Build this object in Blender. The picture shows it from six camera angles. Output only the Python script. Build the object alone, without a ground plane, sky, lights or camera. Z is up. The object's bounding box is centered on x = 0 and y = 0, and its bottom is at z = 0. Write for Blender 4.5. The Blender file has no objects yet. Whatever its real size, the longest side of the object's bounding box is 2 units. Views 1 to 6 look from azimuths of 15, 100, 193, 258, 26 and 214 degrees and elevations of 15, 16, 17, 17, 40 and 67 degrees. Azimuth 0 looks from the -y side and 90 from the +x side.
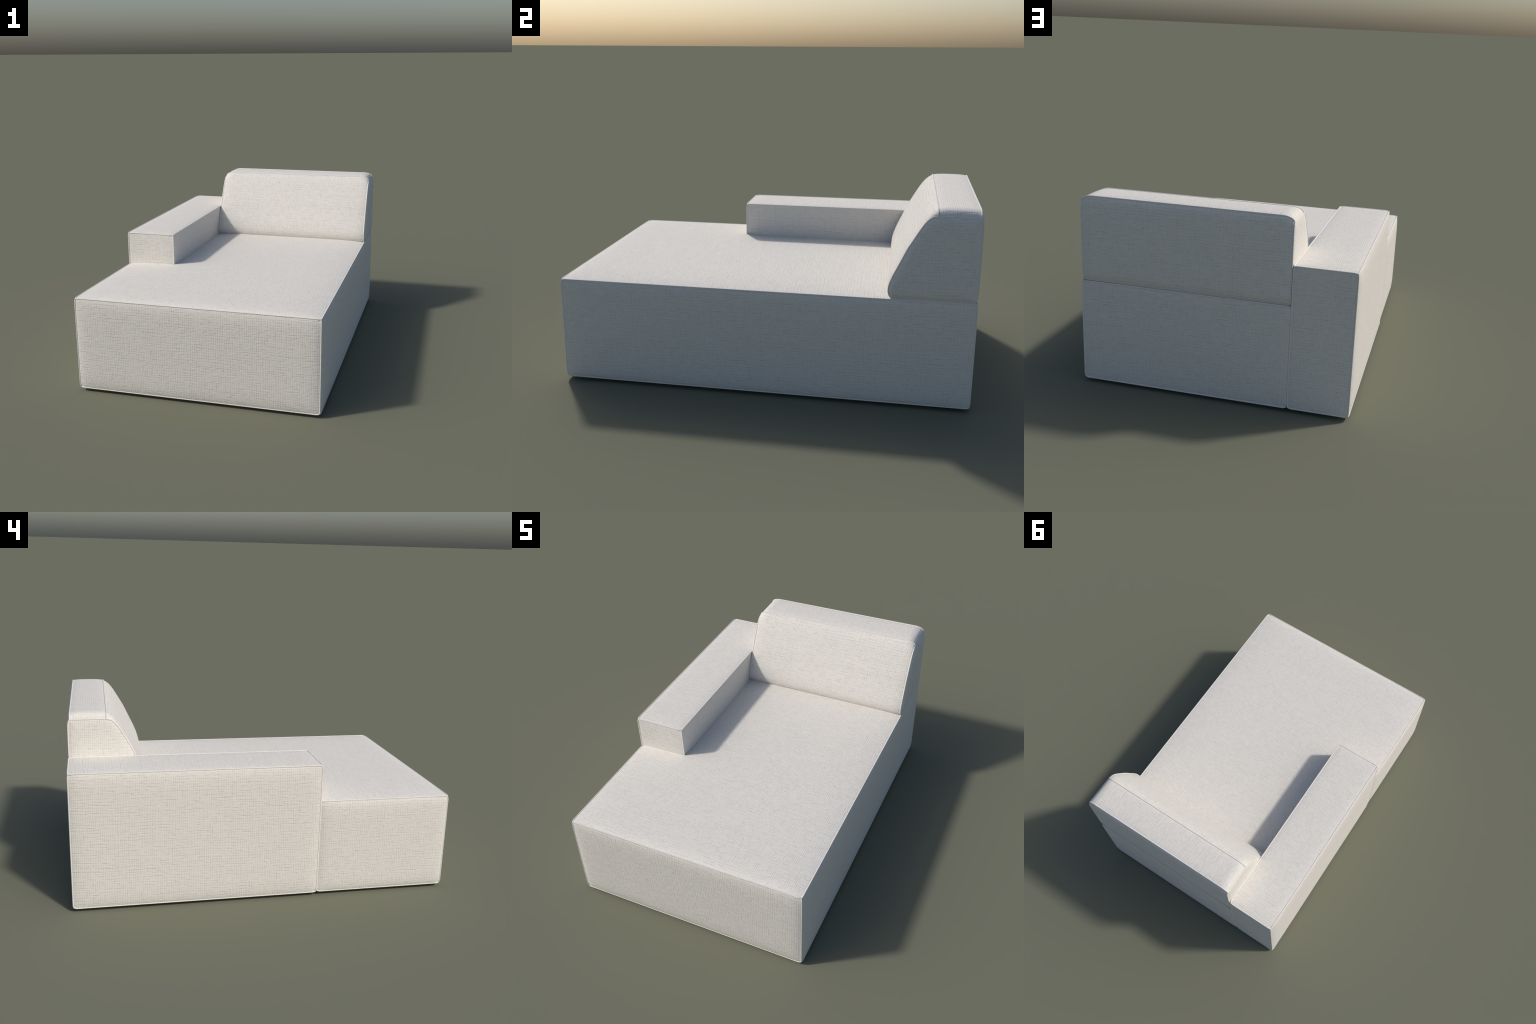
"""Upholstered chaise longue module: low box seat, full-height box armrest on one
side, wedge-shaped back cushion.  Every cover panel is a pillowed sheet, the panels
meet in piped seams, and the module stands on small dark glides."""
import bpy, math
import numpy as np

# ------------------------------------------------------------------ sizes (m)
X0, X1 = -0.6670, 0.6678         # outer cover seams left / right
Y0, Y1 = -0.9885, 0.9938          # front / back
ZB = 0.0188                     # underside seam
Z_SEAT = 0.5290                 # seat top seam
Z_ARM = 0.7245                  # armrest top seam
ARM_X, ARM_Y = -0.3735, -0.2745  # inner side / front of the armrest
XS = -0.6618                     # left side of the seat, a little inside the armrest's
R_PIPE = 0.0035                 # piping radius
BX0, BX1 = -0.3655, 0.6635       # back cushion left / right seams


# ------------------------------------------------------------------ helpers
def rise(d, h, s):
    """height of a stuffed panel at distance d from its seam"""
    return h * (1.0 - np.exp(-np.maximum(d, 0.0) / s))


def stations(a, b, extra=()):
    """coordinates from a to b, close together near both ends"""
    near = [0, .002, .0045, .0075, .011, .016, .022, .030, .040, .052, .066, .084, .105, .13]
    span = b - a
    pts = [a + n for n in near if n < span * .45] + [b - n for n in near if n < span * .45]
    lo, hi = a + min(.13, span * .45), b - min(.13, span * .45)
    k = max(2, int((hi - lo) / .03))
    pts += list(np.linspace(lo, hi, k + 1)) + list(extra)
    pts = sorted(pts)
    out = [pts[0]]
    for p in pts[1:]:
        if p - out[-1] > 7e-4:
            out.append(p)
    out[-1] = b
    return np.array(out)


def product(rises):
    """1 inside a panel, 0 on its seams; s is how far the stuffing takes to fill out"""
    out = 1.0
    for d, s in rises:
        d = np.maximum(d, 0.0)
        out = out * (1.0 - .88 * np.exp(-d / s) - .12 * np.exp(-d / .003))
    return out


class Sheet:
    """collects panels, welds their common borders, marks the seams sharp"""

    def __init__(self):
        self.verts, self.index, self.faces, self.mats, self.panel = [], {}, [], [], []
        self.n = 0

    def vert(self, p):
        key = (round(p[0] * 5e4), round(p[1] * 5e4), round(p[2] * 5e4))
        if key not in self.index:
            self.index[key] = len(self.verts)
            self.verts.append(tuple(map(float, p)))
        return self.index[key]

    def grid(self, P, mat, flip=False, keep=None):
        """P: array (n, m, 3)"""
        self.n += 1
        ids = [[self.vert(P[i, j]) for j in range(P.shape[1])] for i in range(P.shape[0])]
        for i in range(P.shape[0] - 1):
            for j in range(P.shape[1] - 1):
                if keep is not None and not keep[i, j]:
                    continue
                self.face([ids[i][j], ids[i + 1][j], ids[i + 1][j + 1], ids[i][j + 1]], mat, flip)

    def face(self, f, mat, flip=False):
        f = [v for k, v in enumerate(f) if v != f[k - 1]]
        if len(f) < 3:
            return
        self.faces.append(f[::-1] if flip else f)
        self.mats.append(mat)
        self.panel.append(self.n)

    def build(self, name, materials, parent):
        me = bpy.data.meshes.new(name)
        me.from_pydata(self.verts, [], self.faces)
        me.polygons.foreach_set("material_index", self.mats)
        me.polygons.foreach_set("use_smooth", [True] * len(self.faces))
        sides = {}
        for f, p in zip(self.faces, self.panel):
            for k in range(len(f)):
                sides.setdefault(tuple(sorted((f[k], f[k - 1]))), set()).add(p)
        sharp = me.attributes.new("sharp_edge", "BOOLEAN", "EDGE")
        sharp.data.foreach_set("value", [len(sides.get(tuple(sorted(e.vertices)), ())) > 1 for e in me.edges])
        for m in materials:
            me.materials.append(m)
        me.update()
        ob = bpy.data.objects.new(name, me)
        bpy.context.scene.collection.objects.link(ob)
        ob.parent = parent
        return ob


def soften_corners(P, corners, reach=0.020, amount=0.0042):
    """pull the vertices of a box in a little, as a sewn cover does"""
    P = np.array(P, float)
    shape = P.shape
    P = P.reshape(-1, 3)
    for c, s in corners:
        c, s = np.array(c), np.array(s)
        q = np.clip((reach - s * (P - c)) / reach, 0, 1)
        m = q.min(axis=1)
        P = P + s * (amount * m ** 1.6)[:, None]
    return P.reshape(shape)


class Piping:
    """round welt cords laid along the seams"""

    def __init__(self):
        self.verts, self.faces = [], []

    def cord(self, path, r=R_PIPE, sides=10):
        path = np.array(path, float)
        t = np.gradient(path, axis=0)
        t /= np.linalg.norm(t, axis=1)[:, None]
        ref = np.array([.31, .55, .77])
        base = len(self.verts)
        a = np.cross(t[0], ref)
        a /= np.linalg.norm(a)
        # rounded ends: two shrinking rings before the first and after the last point
        rings = []
        for k in range(len(path)):
            a = a - t[k] * (a @ t[k])
            a /= np.linalg.norm(a)
            rings.append((path[k], a.copy(), np.cross(t[k], a), r))
        first, last = rings[0], rings[-1]
        caps = [(0.95, .30), (0.7, .71), (0.35, .94)]
        pre = [(first[0] - t[0] * r * d, first[1], first[2], r * w) for d, w in caps]
        post = [(last[0] + t[-1] * r * d, last[1], last[2], r * w) for d, w in caps[::-1]]
        rings = pre + rings + post
        for c, u, v, rad in rings:
            for k in range(sides):
                w = 2 * math.pi * k / sides
                self.verts.append(tuple(c + rad * (math.cos(w) * u + math.sin(w) * v)))
        for i in range(len(rings) - 1):
            for k in range(sides):
                k2 = (k + 1) % sides
                o = base + i * sides
                self.faces.append((o + k, o + k2, o + sides + k2, o + sides + k))
        self.faces.append(tuple(base + k for k in range(sides))[::-1])
        o = base + (len(rings) - 1) * sides
        self.faces.append(tuple(o + k for k in range(sides)))

    def build(self, name, material, parent):
        me = bpy.data.meshes.new(name)
        me.from_pydata(self.verts, [], self.faces)
        me.polygons.foreach_set("use_smooth", [True] * len(self.faces))
        me.materials.append(material)
        ob = bpy.data.objects.new(name, me)
        bpy.context.scene.collection.objects.link(ob)
        ob.parent = parent
        return ob


# ------------------------------------------------------------------ materials
def linen(name, u_axis, v_axis, seed, depth):
    """off-white slubby linen: yarns along u (strong) and along v (weaker)"""
    m = bpy.data.materials.new(name)
    m.use_nodes = True
    nt = m.node_tree
    N, L = nt.nodes, nt.links
    N.clear()

    def new(kind, **kw):
        n = N.new(kind)
        for k, v in kw.items():
            setattr(n, k, v)
        return n

    def math_(op, a, b=None, c=None):
        n = new("ShaderNodeMath", operation=op)
        for i, x in enumerate((a, b, c)):
            if x is None:
                continue
            if isinstance(x, (int, float)):
                n.inputs[i].default_value = x
            else:
                L.new(x, n.inputs[i])
        return n.outputs[0]

    def ramp(x, lo, hi):
        n = new("ShaderNodeMapRange", interpolation_type="SMOOTHSTEP")
        L.new(x, n.inputs["Value"])
        n.inputs["From Min"].default_value, n.inputs["From Max"].default_value = lo, hi
        return n.outputs["Result"]

    tc = new("ShaderNodeTexCoord")
    sep = new("ShaderNodeSeparateXYZ")
    L.new(tc.outputs["Object"], sep.inputs[0])
    # threads are never quite straight
    wob = new("ShaderNodeTexNoise")
    wob.inputs["Scale"].default_value = 11.0
    wob.inputs["Detail"].default_value = 2.0
    L.new(tc.outputs["Object"], wob.inputs["Vector"])
    w = math_("MULTIPLY", math_("SUBTRACT", wob.outputs["Fac"], .5), .005)
    u = math_("ADD", sep.outputs[u_axis], w)
    v = math_("ADD", sep.outputs[v_axis], w)

    def noise(a, b, off, detail=0.0):
        c = new("ShaderNodeCombineXYZ")
        L.new(a, c.inputs[0])
        L.new(b, c.inputs[1])
        c.inputs[2].default_value = seed * 7.3 + off
        n = new("ShaderNodeTexNoise")
        n.inputs["Scale"].default_value = 1.0
        n.inputs["Detail"].default_value = detail
        L.new(c.outputs[0], n.inputs["Vector"])
        return n.outputs["Fac"]

    def yarns(across, along, pitch, length, lo, hi, off):
        """gaps between parallel yarns: a dark line per yarn, coming and going along it"""
        shift = noise(math_("MULTIPLY", across, .45 / pitch), math_("MULTIPLY", along, 4.5), off + 20)
        r = math_("ADD", math_("MULTIPLY", across, 1.0 / pitch), math_("MULTIPLY", shift, 1.1))
        row = math_("FLOOR", r)
        d = math_("ABSOLUTE", math_("SUBTRACT", math_("FRACT", r), .5))
        width = min(.48, .0027 / pitch)
        line = math_("SUBTRACT", 1.0, ramp(d, width * .25, width))
        s = noise(math_("MULTIPLY", along, 1.0 / length), math_("MULTIPLY", row, 3.71), off, 1.0)
        return math_("MULTIPLY", line, ramp(s, lo, hi)), line

    weft, _ = yarns(v, u, .0145, .042, .28, .68, 1.0)      # open picks
    pick, _ = yarns(v, u, .0068, .030, .32, .72, 7.0)      # ordinary picks
    warp, ends = yarns(u, v, .0098, .028, .36, .80, 2.0)
    fine_u = noise(math_("MULTIPLY", u, 110), math_("MULTIPLY", v, 330), 4.0, 1.0)
    fine_v = noise(math_("MULTIPLY", u, 330), math_("MULTIPLY", v, 110), 5.0, 1.0)
    gaps = math_("ADD", math_("MULTIPLY", weft, .66), math_("MULTIPLY", pick, .48))
    dark = math_("MULTIPLY", gaps, math_("MULTIPLY_ADD", ends, .80, .46))
    dark = math_("ADD", dark, math_("MULTIPLY", warp, .42))
    grain = math_("ADD", math_("SUBTRACT", fine_u, .5), math_("SUBTRACT", fine_v, .5))
    dark = math_("ADD", dark, math_("MULTIPLY", grain, .70))
    dark = math_("MULTIPLY", dark, depth)
    dark = math_("MINIMUM", math_("MAXIMUM", dark, 0.0), 1.0)

    mix = new("ShaderNodeMix", data_type="RGBA")
    mix.inputs["A"].default_value = (*LIGHT, 1)
    mix.inputs["B"].default_value = (*DARK, 1)
    L.new(dark, mix.inputs["Factor"])

    height = math_("ADD", math_("MULTIPLY", dark, -1.0), math_("MULTIPLY", grain, .5))
    bump = new("ShaderNodeBump")
    bump.inputs["Strength"].default_value = .50
    bump.inputs["Distance"].default_value = .0030
    L.new(height, bump.inputs["Height"])

    bsdf = new("ShaderNodeBsdfPrincipled")
    bsdf.inputs["Roughness"].default_value = .92
    bsdf.inputs["Specular IOR Level"].default_value = .15
    L.new(mix.outputs["Result"], bsdf.inputs["Base Color"])
    L.new(bump.outputs["Normal"], bsdf.inputs["Normal"])
    out = new("ShaderNodeOutputMaterial")
    L.new(bsdf.outputs[0], out.inputs[0])
    return m


def plain(name, colour, rough, noise=0.0):
    m = bpy.data.materials.new(name)
    m.use_nodes = True
    nt = m.node_tree
    b = nt.nodes["Principled BSDF"]
    b.inputs["Roughness"].default_value = rough
    b.inputs["Specular IOR Level"].default_value = .15
    tc = nt.nodes.new("ShaderNodeTexCoord")
    n = nt.nodes.new("ShaderNodeTexNoise")
    n.inputs["Scale"].default_value = 260
    mix = nt.nodes.new("ShaderNodeMix")
    mix.data_type = "RGBA"
    mix.inputs["A"].default_value = (*[c * (1 + noise) for c in colour], 1)
    mix.inputs["B"].default_value = (*[c * (1 - noise) for c in colour], 1)
    nt.links.new(tc.outputs["Object"], n.inputs["Vector"])
    nt.links.new(n.outputs["Fac"], mix.inputs["Factor"])
    nt.links.new(mix.outputs["Result"], b.inputs["Base Color"])
    return m


LIGHT = (0.778, 0.746, 0.690)
DARK = (0.570, 0.535, 0.465)
# cloth laid with its strong yarn along x or y, on level, fore-aft or sideways panels
CLOTH = [linen("linen_level", 0, 1, 1, .70), linen("linen_front", 0, 2, 2, .72),
         linen("linen_side", 1, 2, 3, .72), linen("linen_crown", 1, 0, 4, .70)]
LEVEL, FRONT, SIDE, CROWN = range(4)
CORD = plain("linen_cord", (0.765, 0.728, 0.675), .92, .05)
GLIDE = plain("black_plastic", (0.02, 0.02, 0.02), .5, .1)

# ------------------------------------------------------------------ the thing
sofa = bpy.data.objects.new("chaise_longue", None)
bpy.context.scene.collection.objects.link(sofa)
sofa["label"] = "off-white linen chaise longue with one low armrest and backrest"
sofa["category"] = "chaise longue sofa"




# ---- seat: an L in plan, because the armrest fills its back left corner
SEAT_HT, SEAT_HS = 0.0150, 0.0108
seat_corners = []
for z, sz in ((ZB, 1), (Z_SEAT, -1)):
    seat_corners += [((XS, Y0, z), (1, 1, sz)), ((X1, Y0, z), (-1, 1, sz)), ((X1, Y1, z), (-1, -1, sz)),
                     ((XS, ARM_Y - .003, z), (1, -1, sz)), ((ARM_X + .003, Y1, z), (1, -1, sz))]
NX, NY = ARM_X + .003, ARM_Y - .003       # the notch
seat = Sheet()
xs = stations(XS, NX)[:-1].tolist() + stations(NX, X1).tolist()
ys = stations(Y0, NY)[:-1].tolist() + stations(NY, Y1).tolist()
xs, ys, zs = np.array(xs), np.array(ys), stations(ZB, Z_SEAT)
ix, iy = int(np.argmin(abs(xs - NX))), int(np.argmin(abs(ys - NY)))
soft = lambda P: soften_corners(P, seat_corners, amount=.0032)

XX, YY = np.meshgrid(xs, ys, indexing="ij")
inside = np.ones((len(xs) - 1, len(ys) - 1), bool)
inside[:ix, iy:] = False
top = SEAT_HT * product([(XX - XS, .09), (X1 - XX, .09), (YY - Y0, .03), (Y1 - YY, .22)])
# the armrest presses the seat down along its inner side
beside = np.clip((YY - NY) / .09, 0, 1)
top -= .0065 * beside * (3 - 2 * beside) * beside * np.exp(-np.maximum(XX - NX, 0) / .06) * np.clip((Y1 - YY) / .2, 0, 1)
seat.grid(soft(np.dstack([XX, YY, Z_SEAT + top])), LEVEL, keep=inside)
seat.grid(soft(np.dstack([XX, YY, ZB + 0 * XX])), LEVEL, flip=True, keep=inside)
XZ, ZZ = np.meshgrid(xs, zs, indexing="ij")
wall = SEAT_HS * product([(XZ - XS, .030), (X1 - XZ, .030), (ZZ - ZB, .030), (Z_SEAT - ZZ, .030)])
seat.grid(soft(np.dstack([XZ, Y0 - wall, ZZ])), FRONT)
xb = xs[ix:]
XZ, ZZ = np.meshgrid(xb, zs, indexing="ij")
wall = .0032 * product([(XZ - NX, .004), (X1 - XZ, .014), (ZZ - ZB, .014), (Z_SEAT - ZZ, .014)])
seat.grid(soft(np.dstack([XZ, Y1 + wall, ZZ])), FRONT, flip=True)
YZ, ZZ = np.meshgrid(ys, zs, indexing="ij")
wall = SEAT_HS * product([(YZ - Y0, .022), (Y1 - YZ, .022), (ZZ - ZB, .022), (Z_SEAT - ZZ, .022)])
seat.grid(soft(np.dstack([X1 + wall, YZ, ZZ])), SIDE)
yl = ys[:iy + 1]
YZ, ZZ = np.meshgrid(yl, zs, indexing="ij")
wall = SEAT_HS * product([(YZ - Y0, .022), (NY - YZ, .022), (ZZ - ZB, .022), (Z_SEAT - ZZ, .022)])
seat.grid(soft(np.dstack([XS - wall, YZ, ZZ])), SIDE, flip=True)
# hidden walls of the notch
for line in ([(i, iy) for i in range(ix + 1)], [(ix, j) for j in range(iy, len(ys))]):
    seat.n += 1
    strip = np.array([[(xs[i], ys[j], ZB), (xs[i], ys[j], Z_SEAT + top[i, j])] for i, j in line])
    P = soft(strip)
    # follow the wall's own rows so that the outer borders weld
    seat.grid(P, SIDE, flip=True)
seat_ob = seat.build("seat", CLOTH, sofa)

pipe = Piping()


def seam(pipe, a, b, fix, r=R_PIPE):
    a, b = np.array(a, float), np.array(b, float)
    n = stations(0, float(np.linalg.norm(b - a)))
    pipe.cord(fix(a + (b - a) * (n / n[-1])[:, None]), r)


for z in (ZB, Z_SEAT):
    seam(pipe, (XS, Y0, z), (X1, Y0, z), soft)
    seam(pipe, (X1, Y0, z), (X1, Y1, z), soft)
    seam(pipe, (NX, Y1, z), (X1, Y1, z), soft)
    seam(pipe, (XS, Y0, z), (XS, NY, z), soft)
for x, y in ((XS, Y0), (X1, Y0), (X1, Y1), (XS, NY)):
    seam(pipe, (x, y, ZB), (x, y, Z_SEAT), soft)
pipe.build("seat_piping", CORD, seat_ob)

# ---- armrest: a full-height box
ARM_H = 0.0110
arm_corners = [((x, y, z), (1 if x == X0 else -1, 1 if y == ARM_Y else -1, 1 if z == ZB else -1))
               for x in (X0, ARM_X) for y in (ARM_Y, Y1) for z in (ZB, Z_ARM)]
softa = lambda P: soften_corners(P, arm_corners, amount=.0032)
arm = Sheet()
xs, ys, zs = stations(X0, ARM_X), stations(ARM_Y, Y1), stations(ZB, Z_ARM)
AX, AY, AZ = (X0, ARM_X), (ARM_Y, Y1), (ZB, Z_ARM)


def bulge(A, B, ra, rb, h, s):
    return h * product([(A - ra[0], s), (ra[1] - A, s), (B - rb[0], s), (rb[1] - B, s)])


A, B = np.meshgrid(xs, ys, indexing="ij")
arm.grid(softa(np.dstack([A, B, Z_ARM + bulge(A, B, AX, AY, .006, .025)])), LEVEL)
arm.grid(softa(np.dstack([A, B, ZB + 0 * A])), LEVEL, flip=True)
A, B = np.meshgrid(xs, zs, indexing="ij")
h = bulge(A, B, AX, AZ, .006, .04)
arm.grid(softa(np.dstack([A, ARM_Y - h, B])), FRONT)
h = bulge(A, B, AX, AZ, .0032, .012)
arm.grid(softa(np.dstack([A, Y1 + h, B])), FRONT, flip=True)
A, B = np.meshgrid(ys, zs, indexing="ij")
h = bulge(A, B, AY, AZ, ARM_H, .03)
arm.grid(softa(np.dstack([ARM_X + .35 * h, A, B])), SIDE)
arm.grid(softa(np.dstack([X0 - h, A, B])), SIDE, flip=True)
arm_ob = arm.build("armrest", CLOTH, sofa)
pipe = Piping()
for y in AY:
    for z in AZ:
        seam(pipe, (X0, y, z), (ARM_X, y, z), softa)
for x in AX:
    for z in AZ:
        seam(pipe, (x, ARM_Y, z), (x, Y1, z), softa)
    for y in AY:
        seam(pipe, (x, y, ZB), (x, y, Z_ARM), softa)
pipe.build("armrest_piping", CORD, arm_ob)

# ---- back cushion: one profile in the y-z plane, swept from side to side
YB = 0.982                                 # back seam
Z_SIDE, LIFT, TURN = 0.922, 0.027, 0.058   # side seam height, crown above it, corner length
FRONT_PROFILE = [(.797, .922), (.777, .917), (.760, .905), (.742, .884), (.720, .849), (.697, .809),
                 (.674, .768), (.655, .727), (.636, .686), (.617, .645), (.604, .611), (.597, .583),
                 (.597, .562), (.602, .547), (.612, .5345), (.628, .533), (.650, .5325)]


def smooth_curve(points, n):
    """Catmull-Rom through the points, resampled evenly"""
    p = np.array(points, float)
    p = np.vstack([2 * p[0] - p[1], p, 2 * p[-1] - p[-2]])
    fine = []
    for i in range(1, len(p) - 2):
        for t in np.linspace(0, 1, 24, endpoint=False):
            a, b, c, d = p[i - 1:i + 3]
            fine.append(.5 * (2 * b + (c - a) * t + (2 * a - 5 * b + 4 * c - d) * t ** 2 + (3 * b - a - 3 * c + d) * t ** 3))
    fine.append(p[-2])
    fine = np.array(fine)
    s = np.r_[0, np.cumsum(np.linalg.norm(np.diff(fine, axis=0), axis=1))]
    q = np.linspace(0, s[-1], n)
    return np.c_[np.interp(q, s, fine[:, 0]), np.interp(q, s, fine[:, 1])], q


prof, arc = smooth_curve(FRONT_PROFILE, 90)
tan = np.gradient(prof, axis=0)
tan /= np.linalg.norm(tan, axis=1)[:, None]
nrm = np.c_[tan[:, 1], -tan[:, 0]]         # points to the front and up
if nrm[40, 0] > 0:
    nrm = -nrm


def crown(x):
    """height of the top seam above the side seam: flat, then a quarter ellipse down"""
    d = np.minimum(x - BX0, BX1 - x)
    q = np.clip(1 - d / TURN, 0, 1)
    return LIFT * np.sqrt(np.maximum(0, 1 - q ** 2))


turn = TURN * (1 - np.sin(np.linspace(0, math.pi / 2, 12)))          # even steps round the corner
xs = np.unique(np.round(np.r_[BX0 + turn, BX1 - turn, stations(BX0, BX1)], 6))
xs = xs[np.r_[True, np.diff(xs) > 6e-4]]
xs[-1] = BX1
back = Sheet()
# front panel, running on under the cushion
X, T = np.meshgrid(xs, np.arange(len(prof)), indexing="ij")
fade = np.exp(-arc / .038) * np.clip((.30 - arc) / .1, 0, 1)
lift = crown(X) * fade[T]
dx = np.minimum(X - BX0, BX1 - X)
low = np.clip((arc[-1] - arc) / .10, 0, 1)
puff = .0055 * product([(dx, .022), (arc[T], .03)]) + .0030 * product([(dx, .16), (arc[T], .16)])
puff = puff * (low[T] ** 1.0)
Yf = prof[T, 0] + nrm[T, 0] * puff
Zf = prof[T, 1] + lift + nrm[T, 1] * puff
back.grid(np.dstack([X, Yf, Zf]), FRONT, flip=True)
# underside from the front wrap to the back seam
yu = np.linspace(prof[-1, 0], YB, 16)
X, Y = np.meshgrid(xs, yu, indexing="ij")
zu = np.interp(yu, [prof[-1, 0], YB], [prof[-1, 1], .5345])
back.grid(np.dstack([X, Y, zu[None, :] + 0 * X]), LEVEL, flip=True)
# back panel
zb = stations(.5345, Z_SIDE)
bow = .0105 * (1 - np.exp(-(zb - .5345) / .016)) * (1 - np.exp(-(Z_SIDE - zb) / .012))
X, Z = np.meshgrid(xs, zb, indexing="ij")
k = (Z - .5345) / (Z_SIDE - .5345)
zz = Z + crown(X) * np.clip((k - .6) / .4, 0, 1) ** 1.5
d_top = (Z_SIDE - Z)
puff = .0065 * product([(np.minimum(X - BX0, BX1 - X), .016), (d_top, .03), (Z - .5345, .022)])
back.grid(np.dstack([X, YB + bow[None, :] + puff, zz]), FRONT, flip=True)
# top panel between the two top seams, wrapping down the corners
yt = stations(prof[0, 0], YB)
X, Y = np.meshgrid(xs, yt, indexing="ij")
end = np.minimum(X - BX0, BX1 - X)
puff = .0075 * (1 - np.exp(-(Y - yt[0]) / .022)) * product([(YB - Y, .025), (end + .01, .02)]) * np.clip(end / .02, 0, 1)
back.grid(np.dstack([X, Y, Z_SIDE + crown(X) + puff]), CROWN)
# side panels: rings from the seam in to the middle
rim = [(p[0], p[1]) for p in prof]
rim += [(y, z) for y, z in zip(yu[1:], zu[1:])]
rim += [(YB + b, z) for b, z in zip(bow[1:], zb[1:])]
rim += [(y, Z_SIDE) for y in yt[::-1][1:-1]]
rim = np.array(rim)
centre = np.array([.84, .715])
seg_a, seg_b = rim, np.roll(rim, -1, axis=0)


def to_rim(P):
    ab = seg_b - seg_a
    ap = P[:, None, :] - seg_a[None]
    t = np.clip((ap * ab).sum(-1) / np.maximum((ab * ab).sum(-1), 1e-12), 0, 1)
    return np.linalg.norm(ap - t[..., None] * ab, axis=-1).min(axis=1)


steps = [0, .008, .018, .03, .05, .075, .105, .14, .19, .25, .33, .43, .55, .7, .85]
for side, x in ((-1, BX0), (1, BX1)):
    fill = .0155 if side > 0 else .0060    # the armrest holds the other end in
    rings = []
    for k in steps:
        ring = rim + (centre - rim) * k
        h = rise(to_rim(ring), fill, .013)
        rings.append(np.c_[x + side * h, ring])
    rings = np.array(rings)
    rings = np.concatenate([rings, rings[:, :1]], axis=1)
    back.grid(rings, SIDE, flip=(side < 0))
    hub = back.vert((x + side * fill, *centre))
    last = [back.vert(p) for p in rings[-1]]
    for a, b in zip(last[:-1], last[1:]):
        back.face([a, hub, b], SIDE, flip=(side < 0))
back_ob = back.build("backrest_cushion", CLOTH, sofa)

pipe = Piping()
for x in (BX0, BX1):
    loop = np.vstack([rim, rim[:1]])
    nf = len(prof)
    pipe.cord(np.c_[np.full(nf, x), prof])                                   # front of the side panel
    pipe.cord(np.c_[np.full(len(yu), x), yu, zu])                            # foot
    pipe.cord(np.c_[np.full(len(zb), x), YB + bow, zb])          # back
    pipe.cord(np.c_[np.full(len(yt), x), yt, np.full(len(yt), Z_SIDE)])      # top
for y in (prof[0, 0], YB):
    pipe.cord(np.c_[xs, np.full(len(xs), y), Z_SIDE + crown(xs) + .0006], R_PIPE)
pipe.cord(np.c_[xs, np.full(len(xs), YB), np.full(len(xs), .5345)])
pipe.build("backrest_piping", CORD, back_ob)

# ---- glides
first = None
for k, (x, y) in enumerate(((-.50, -.78), (.50, -.78), (-.50, .78), (.50, .78), (-.50, 0.0), (.50, 0.0))):
    if first is None:
        n, r = 24, .022
        ring = [(r * math.cos(2 * math.pi * i / n), r * math.sin(2 * math.pi * i / n)) for i in range(n)]
        vs = [(a * .9, b * .9, 0) for a, b in ring] + [(a, b, .003) for a, b in ring] + [(a, b, .024) for a, b in ring]
        fs = [tuple(range(n))[::-1], tuple(range(2 * n, 3 * n))]
        for lvl in (0, n):
            fs += [(lvl + i, lvl + (i + 1) % n, lvl + n + (i + 1) % n, lvl + n + i) for i in range(n)]
        me = bpy.data.meshes.new("glide")
        me.from_pydata(vs, [], fs)
        me.materials.append(GLIDE)
        first = bpy.data.objects.new("glide", me)
        ob = first
    else:
        ob = first.copy()
    ob.location = (x, y, 0)
    bpy.context.scene.collection.objects.link(ob)
    ob.parent = sofa
